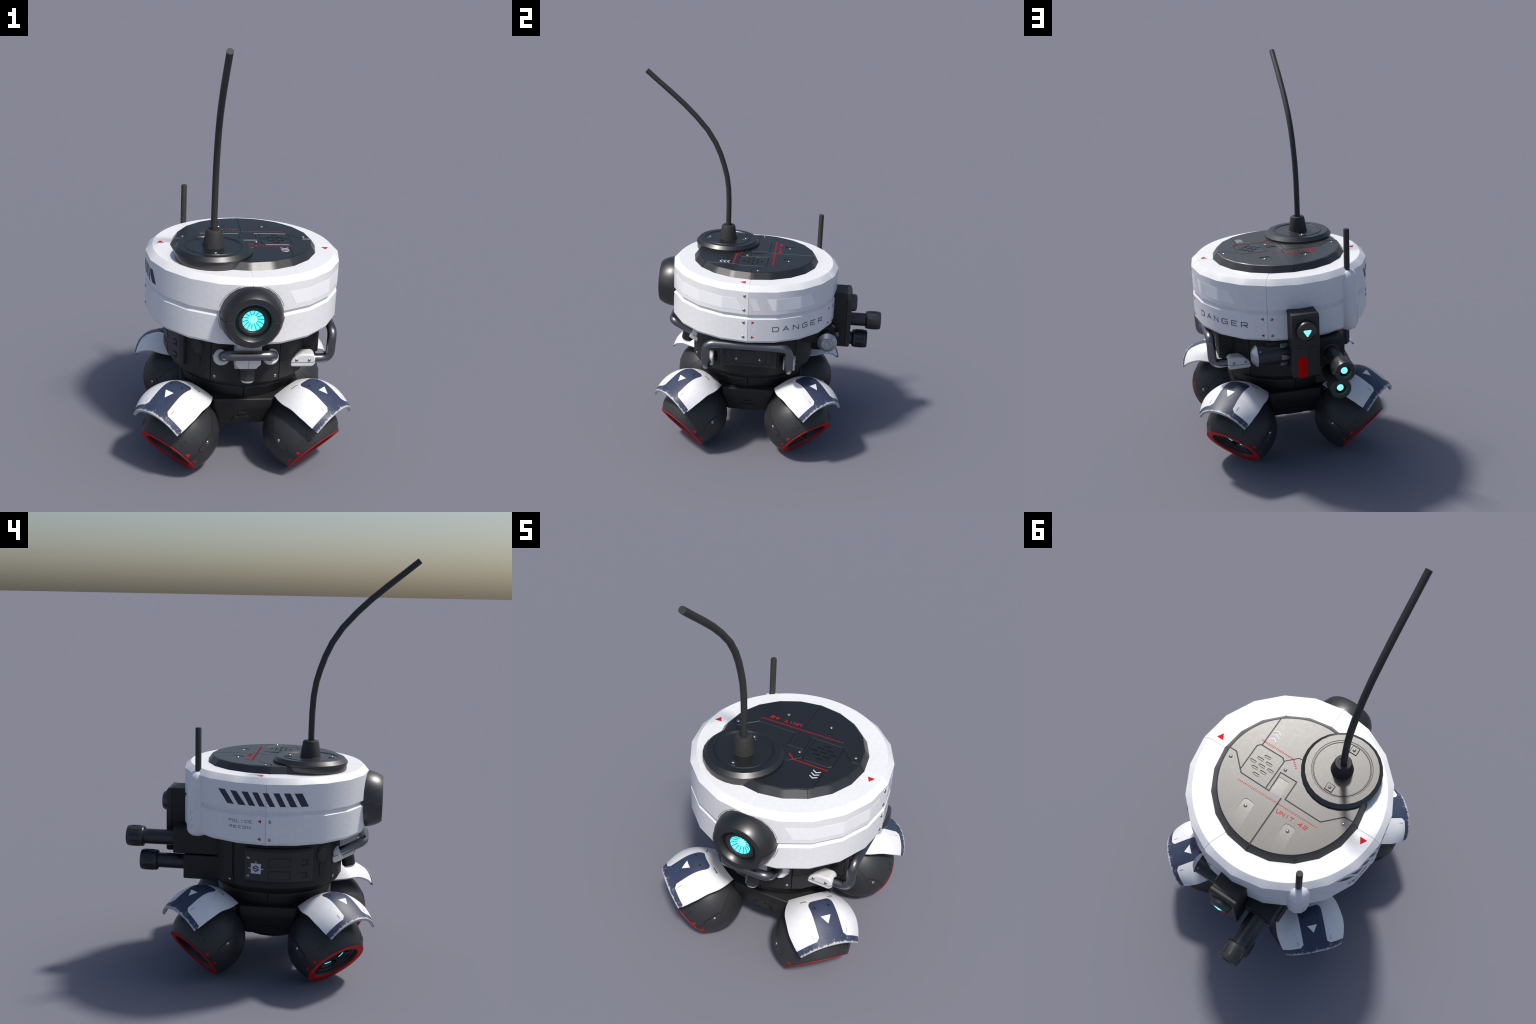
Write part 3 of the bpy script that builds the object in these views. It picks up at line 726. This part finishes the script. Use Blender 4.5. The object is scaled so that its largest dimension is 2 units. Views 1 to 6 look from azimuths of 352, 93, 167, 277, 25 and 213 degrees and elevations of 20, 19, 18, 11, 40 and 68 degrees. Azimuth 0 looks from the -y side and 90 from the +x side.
# ------------------------------------------------------------------ charging horn at the rear right
HM = frame((0, .3845, .6335), (1, 0, 0))
horn = revolve('charger_drum', [(.035, .03), (.0500, .035), (.0500, .2180), (.046, .2195)], M_BARREL, None, segs=20, matrix=HM)
revolve('charger_cone', [(.046, .2185), (.0540, .2190), (.0540, .2215), (.0335, .2415), (.0325, .2415), (.0318, .2395), (.0305, .2400), (.0295, .2440), (.0215, .2440), (.0205, .2405), (.0150, .2395), (.0130, .2430), (.0085, .2435), (0, .2435)], M_BRUSH, horn, segs=20, matrix=HM, angle=25)
for k in range(6):
    t = D2R(0 + 60 * k)                # lugs around the inner end
    e = Vector((0, math.cos(t), math.sin(t)))
    bm = bmesh.new(); bmesh.ops.create_cube(bm, size=1)
    for v in bm.verts: v.co = Vector((v.co.x * .044, v.co.y * .028, v.co.z * .020))
    x = Vector((1, 0, 0)); R = Matrix((x, e.cross(x), e)).transposed().to_4x4(); R.translation = Vector((.0865, .3845, .6335)) + e * .0535
    finish(bm, 'charger_lug', M_PIPE, horn, 30, .005, 2, matrix=R)
screw((.206, .3845 + .0365, .6335 + .0345), (0, .72, .69), horn, .55)
box('charger_bracket', -.02, .17, .24, .40, .60, .700, M_BLACK, horn, .008)

# ------------------------------------------------------------------ chassis
bm = bmesh.new()
def ringpts(half, w, z):                   # square with cut corners
    p = []
    for k in range(4):
        c, s = math.cos(k * pi / 2), math.sin(k * pi / 2)
        for a, b in ((half, -w), (half, w)): p.append(bm.verts.new((a * c - b * s, a * s + b * c + CY, z)))
    return p
R = [ringpts(.255, .125, .357), ringpts(.287, .135, .350), ringpts(.287, .134, .314), ringpts(.278, .128, .292), ringpts(.238, .105, .199), ringpts(.18, .08, .194)]
for A, B in zip(R, R[1:]):
    for i in range(8): bm.faces.new((A[i], A[(i + 1) % 8], B[(i + 1) % 8], B[i]))
bm.faces.new(R[0]); bm.faces.new(R[-1])
chassis = finish(bm, 'chassis', M_BLACK, None, 25, .004)
revolve('belly_dish', [(.155, .20), (.155, .170), (.140, .148), (.105, .136), (0, .133)], M_BLACK, chassis, segs=20, matrix=Matrix.Translation((0, CY, 0)))
for k in range(4):
    a = k * pi / 2; M = Matrix.Translation((0, CY, 0)) @ Matrix.Rotation(a, 4, 'Z')
    slope = lambda u, v, h: Vector((.278 - .040 * v + h * .92, u, .292 - .093 * v - h * .39))     # the sloping lower face
    o = plates('belly_hatch', [[(-.047, .97), (.047, .97), (.047, .58), (.034, .44), (-.034, .44), (-.047, .58)]], slope, M_GROOVE, chassis, h=.0012); o.matrix_world = M
    o = plates('belly_hatch', [[(-.043, .95), (.043, .95), (.043, .60), (.031, .48), (-.031, .48), (-.043, .60)]], slope, M_BLACK, chassis, h=.0050); o.matrix_world = M
    o = plates('belly_hatch', [[(-.016, .42), (.016, .42), (.016, .20), (-.016, .20)]], slope, M_BLACK, chassis, h=.0040); o.matrix_world = M
    for s in (-1, 1):
        o = plates('rim_slit_strip', strip([(s * .120, .342), (s * .112, .328)], .0032), fx(.287), M_GROOVE, chassis, h=.0008); o.matrix_world = M  # dark strip added in place of a slit's shade

# ------------------------------------------------------------------ wheels and fenders
def axle_frame(az, elev, rho, zf, yaw=0.0, off=0.0):
    """origin at the wheel face; x sideways, y up the face, z out along the axle, which dips by elev"""
    a = az + D2R(yaw); e = D2R(elev)
    er = Vector((math.cos(a), math.sin(a), 0)); et = Vector((-math.sin(a), math.cos(a), 0)); ez = Vector((0, 0, 1))
    n = er * math.cos(e) - ez * math.sin(e); m = er * math.sin(e) + ez * math.cos(e)
    M = Matrix((et, m, n)).transposed().to_4x4(); M.translation = Vector((0, CY, zf)) + er * rho + et * off
    return M
def wheel_frame(az): return axle_frame(az, 38.5, .4876, .1160, -1.95, .009)
def fender_frame(az): return axle_frame(az, 37.0, .4870, .1175)
TYRE = [(.1470, .0015), (.1502, .0035), (.1550, .012), (.1660, .032), (.1735, .052), (.1790, .075), (.1825, .105), (.1815, .130), (.1770, .155), (.1660, .183), (.1480, .214), (.1180, .246), (.0820, .275), (.0500, .295), (0, .310)]
def tyre_r(a):
    for (r0, a0), (r1, a1) in zip(TYRE, TYRE[1:]):
        if a0 <= a <= a1: return r0 + (r1 - r0) * (a - a0) / (a1 - a0)
    return TYRE[0][0]
NS = 20
def on_tyre(u, v, h):                      # u: angle from the top of the wheel, v: distance behind the face
    s = 2 * pi / NS; k = math.cos(s / 2) / math.cos(((u + pi / 2) % s) - s / 2)
    r = tyre_r(v) * k + h
    return Vector((r * math.sin(u), r * math.cos(u), -v))
# fender: a domed plate over the wheel, height above the axle as a smooth function of depth a and side offset t
def fender_h(a, t):
    s = (a - .16) / .13; q = (t * 6) ** 2
    return .2632 - .0174 * s - .0147 * s ** 2 - .0419 * s ** 3 - .0237 * s ** 4 - (.0523 + .0374 * s + .0878 * s * s) * q - .0256 * q * q
FW = [(.028, .138), (.060, .150), (.090, .158), (.140, .165), (.190, .160), (.232, .149), (.268, .126), (.297, .097)]
def lerp(tab, x):
    for (x0, y0), (x1, y1) in zip(tab, tab[1:]):
        if x <= x1: return y0 + (y1 - y0) * max(0, (x - x0)) / (x1 - x0)
    return tab[-1][1]
def curve(tab, x):
    """smooth (Catmull-Rom) reading of a table"""
    x = max(tab[0][0], min(tab[-1][0], x)); k = 0
    while k < len(tab) - 2 and x > tab[k + 1][0]: k += 1
    sl = lambda i: (tab[min(i + 1, len(tab) - 1)][1] - tab[max(i - 1, 0)][1]) / (tab[min(i + 1, len(tab) - 1)][0] - tab[max(i - 1, 0)][0])
    (x0, y0), (x1, y1) = tab[k], tab[k + 1]; L = x1 - x0; t = (x - x0) / L
    return (2 * t ** 3 - 3 * t * t + 1) * y0 + (t ** 3 - 2 * t * t + t) * L * sl(k) + (3 * t * t - 2 * t ** 3) * y1 + (t ** 3 - t * t) * L * sl(k + 1)
FC = .0022
def fender_n(a, t):
    d = .002; da = (fender_h(a + d, t) - fender_h(a - d, t)) / (2 * d); dt = (fender_h(a, t + d) - fender_h(a, t - d)) / (2 * d)
    return Vector((-dt, 1, da)).normalized()          # local z is -a
def on_fender(u, v, h):                    # u: sideways offset, v: distance behind the wheel face
    t = u - FC
    return Vector((u, fender_h(v, t), -v)) + fender_n(v, t) * h
def fender_mesh(parent, M):
    bm = bmesh.new(); na, nt = 24, 20; TH = .0150
    def P(i, j, inner):
        q = -1 + 2 * j / nt; a0 = .0515 - 1.2 * (.138 * q) ** 2; a = a0 + i / na * (.297 - a0); u = q * curve(FW, a) + FC
        p = on_fender(u, a, 0)
        if inner:
            n = fender_n(a, u - FC); edge = max(abs(q), i / na)
            p = p - n * TH * (1 if i < na and abs(q) < 1 else .8)
        return bm.verts.new(p)
    O = [[P(i, j, 0) for j in range(nt + 1)] for i in range(na + 1)]
    I = [[P(i, j, 1) for j in range(nt + 1)] for i in range(na + 1)]
    for i in range(na):
        for j in range(nt):
            bm.faces.new((O[i][j], O[i][j + 1], O[i + 1][j + 1], O[i + 1][j])); bm.faces.new((I[i][j], I[i + 1][j], I[i + 1][j + 1], I[i][j + 1]))
        bm.faces.new((O[i][0], O[i + 1][0], I[i + 1][0], I[i][0])); bm.faces.new((O[i][nt], I[i][nt], I[i + 1][nt], O[i + 1][nt]))
    for j in range(nt):
        bm.faces.new((O[0][j], I[0][j], I[0][j + 1], O[0][j + 1])); bm.faces.new((O[na][j], O[na][j + 1], I[na][j + 1], I[na][j]))
    return finish(bm, 'fender', M_FENDER, parent, 40, .0018, 2, matrix=M)

def build_wheel(az):
    M = wheel_frame(az); MF = fender_frame(az); made = []
    w = revolve('wheel', [(r, -a) for r, a in TYRE], M_TYRE, None, segs=NS, phase=0, matrix=M, angle=40, cap=False); made.append((w, None))
    def sub(o): o.matrix_world = M; made.append((o, w)); return o
    sub(revolve('rim_ring', [(.1455, -.004), (.1490, -.0022), (.1495, -.0005), (.1485, .0003), (.1195, .0003), (.1180, -.001), (.1175, -.0080)], M_REDR, w, segs=40, cap=False, angle=30))
    sub(revolve('hub', [(.1172, -.0070), (.1140, -.012), (.1130, -.019), (.1060, -.021), (.1030, -.019), (.0960, -.020), (.0930, -.027), (.0800, -.028), (.0760, -.038), (.0740, -.040), (.0520, -.040), (.0480, -.050), (.0260, -.050), (.0240, -.042), (0, -.042)], M_BLACK2, w, segs=40, cap=False, angle=25))
    bm = bmesh.new()
    for k in range(5):                     # spokes
        t = 2 * pi * k / 5 + .3
        e = Vector((math.cos(t), math.sin(t), 0)); s = Vector((-math.sin(t), math.cos(t), 0))
        ret = bmesh.ops.create_cube(bm, size=1)
        for v in ret['verts']: v.co = e * (.086 + v.co.x * .036) + s * v.co.y * .024 + Vector((0, 0, -.030 + v.co.z * .014))
    sub(finish(bm, 'hub_spokes', M_BLACK, w, bevel=.003))
    arcs = []
    for k in range(5):
        t0 = D2R(-26 + 72 * k); arcs.append([(r * math.cos(t), r * math.sin(t)) for r, seq in ((.0668, range(7)), (.0612, range(6, -1, -1))) for t in [t0 + .56 * i / 6 for i in seq]])
    sub(plates('hub_light', arcs, lambda u, v, h: Vector((u, v, -.040 + h)), M_CYAN, w, h=.0008))
    for sg in (1, -1):
        c = sg * D2R(83)
        ol = [(c + sg * q, v) for q, v in ((-.055, .148), (-.085, .132), (-.105, .080), (-.085, .060), (.045, .060), (.085, .072), (.100, .125), (.070, .150), (.030, .158))]
        sub(plates('tyre_plate', [ol], on_tyre, M_GROOVE, w, h=.0010, su=.05, sv=.016))
        ol2 = [(c + (q - c) * .86, .108 + (v - .108) * .93) for q, v in ol]
        sub(plates('tyre_plate', [ol2], on_tyre, M_TYRE, w, h=.0030, su=.05, sv=.016))
        sub(plates('tyre_joint', [[(c - .008, .004), (c + .008, .004), (c + .008, .058), (c - .008, .058)], [(c - .008, .166), (c + .008, .166), (c - sg * .25 + .010, .262), (c - sg * .25 - .010, .262)]], on_tyre, M_GROOVE, w, h=.0008, sv=.012))
        sub(plates('red_triangle', [[(sg * 1.185, .0105), (sg * 1.320, .0105), (sg * 1.262, .0265)]], on_tyre, M_RED, w, h=.0012, su=.04))
        sub(plates('red_triangle', [[(sg * 1.600, .0105), (sg * 1.735, .0105), (sg * 1.650, .0250)]], on_tyre, M_RED, w, h=.0012, su=.04))
        sub(plates('tyre_slot_plate', [[(sg * .70, .030), (sg * .78, .030), (sg * .78, .062), (sg * .70, .062)], [(sg * .86, .028), (sg * .92, .028), (sg * .92, .052), (sg * .86, .052)]], on_tyre, M_GROOVE, w, h=.0008, su=.04, sv=.016))  # shaded slot edges put in as dark raised plates, no opening
        sub(plates('tyre_slot_plate', [[(sg * .71, .0315), (sg * .77, .0315), (sg * .77, .0585), (sg * .71, .0585)], [(sg * .868, .0295), (sg * .912, .0295), (sg * .912, .0485), (sg * .868, .0485)]], on_tyre, M_TYRE, w, h=.0018, su=.04, sv=.016))
        p = on_tyre(c, .116, .003); e = Vector((math.sin(c), math.cos(c), 0))
        o = bpy.data.objects.new('screw', SCREW); link(o, w); o.matrix_world = M @ frame(p, e, (0, 0, 1)) @ Matrix.Rotation(.6, 4, 'Z') @ Matrix.Scale(1.05, 4); made.append((o, w))
    f = fender_mesh(None, MF); made.append((f, None))
    def fs(o): o.matrix_world = MF; made.append((o, f)); return o
    fs(plates('white_triangle', [[(-.0165, .1845), (.0305, .1845), (.0085, .1475)]], on_fender, M_PATCH, f, h=.0010, su=.008, sv=.008))
    for u in (-.0285, .0385): fs(plates('fender_rivet', [circle(u, .2280, .0048, 10)], on_fender, M_GROOVE, f, h=.0008))
    for sg in (-1, 1):
        u = .006 + sg * .066
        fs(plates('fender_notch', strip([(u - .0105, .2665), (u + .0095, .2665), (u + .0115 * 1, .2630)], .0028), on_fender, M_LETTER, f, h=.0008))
        fs(plates('fender_notch', strip([(u + sg * .014, .092), (u + sg * .015, .112)], .0022), on_fender, M_SEAMW, f, h=.0008))
    leg = prism('leg', [(-.076, -.30), (.076, -.30), (.076, -.005), (.060, .012), (-.060, .012), (-.076, -.005)], 2, .215, .345, M_BLACK, None, .006)
    A = Matrix.Translation((0, CY, 0)) @ Matrix.Rotation(az - pi / 2, 4, 'Z') @ Matrix.Translation((0, .308, 0))
    leg.matrix_world = A
    return M, made, leg
M0, MADE, LEG = build_wheel(D2R(45))
for k in (1, 2, 3):
    T = Matrix.Translation((0, CY, 0)) @ Matrix.Rotation(pi / 2 * k, 4, 'Z') @ Matrix.Translation((0, -CY, 0)); new = {}
    for o, p in MADE:
        c = o.copy(); bpy.context.scene.collection.objects.link(c)
        c.parent = new.get(p, ROOT); c.matrix_parent_inverse = c.parent.matrix_world.inverted()
        c.matrix_world = T @ o.matrix_world; new[o] = c
    c = LEG.copy(); bpy.context.scene.collection.objects.link(c); c.matrix_world = T @ LEG.matrix_world
bpy.context.view_layer.update()
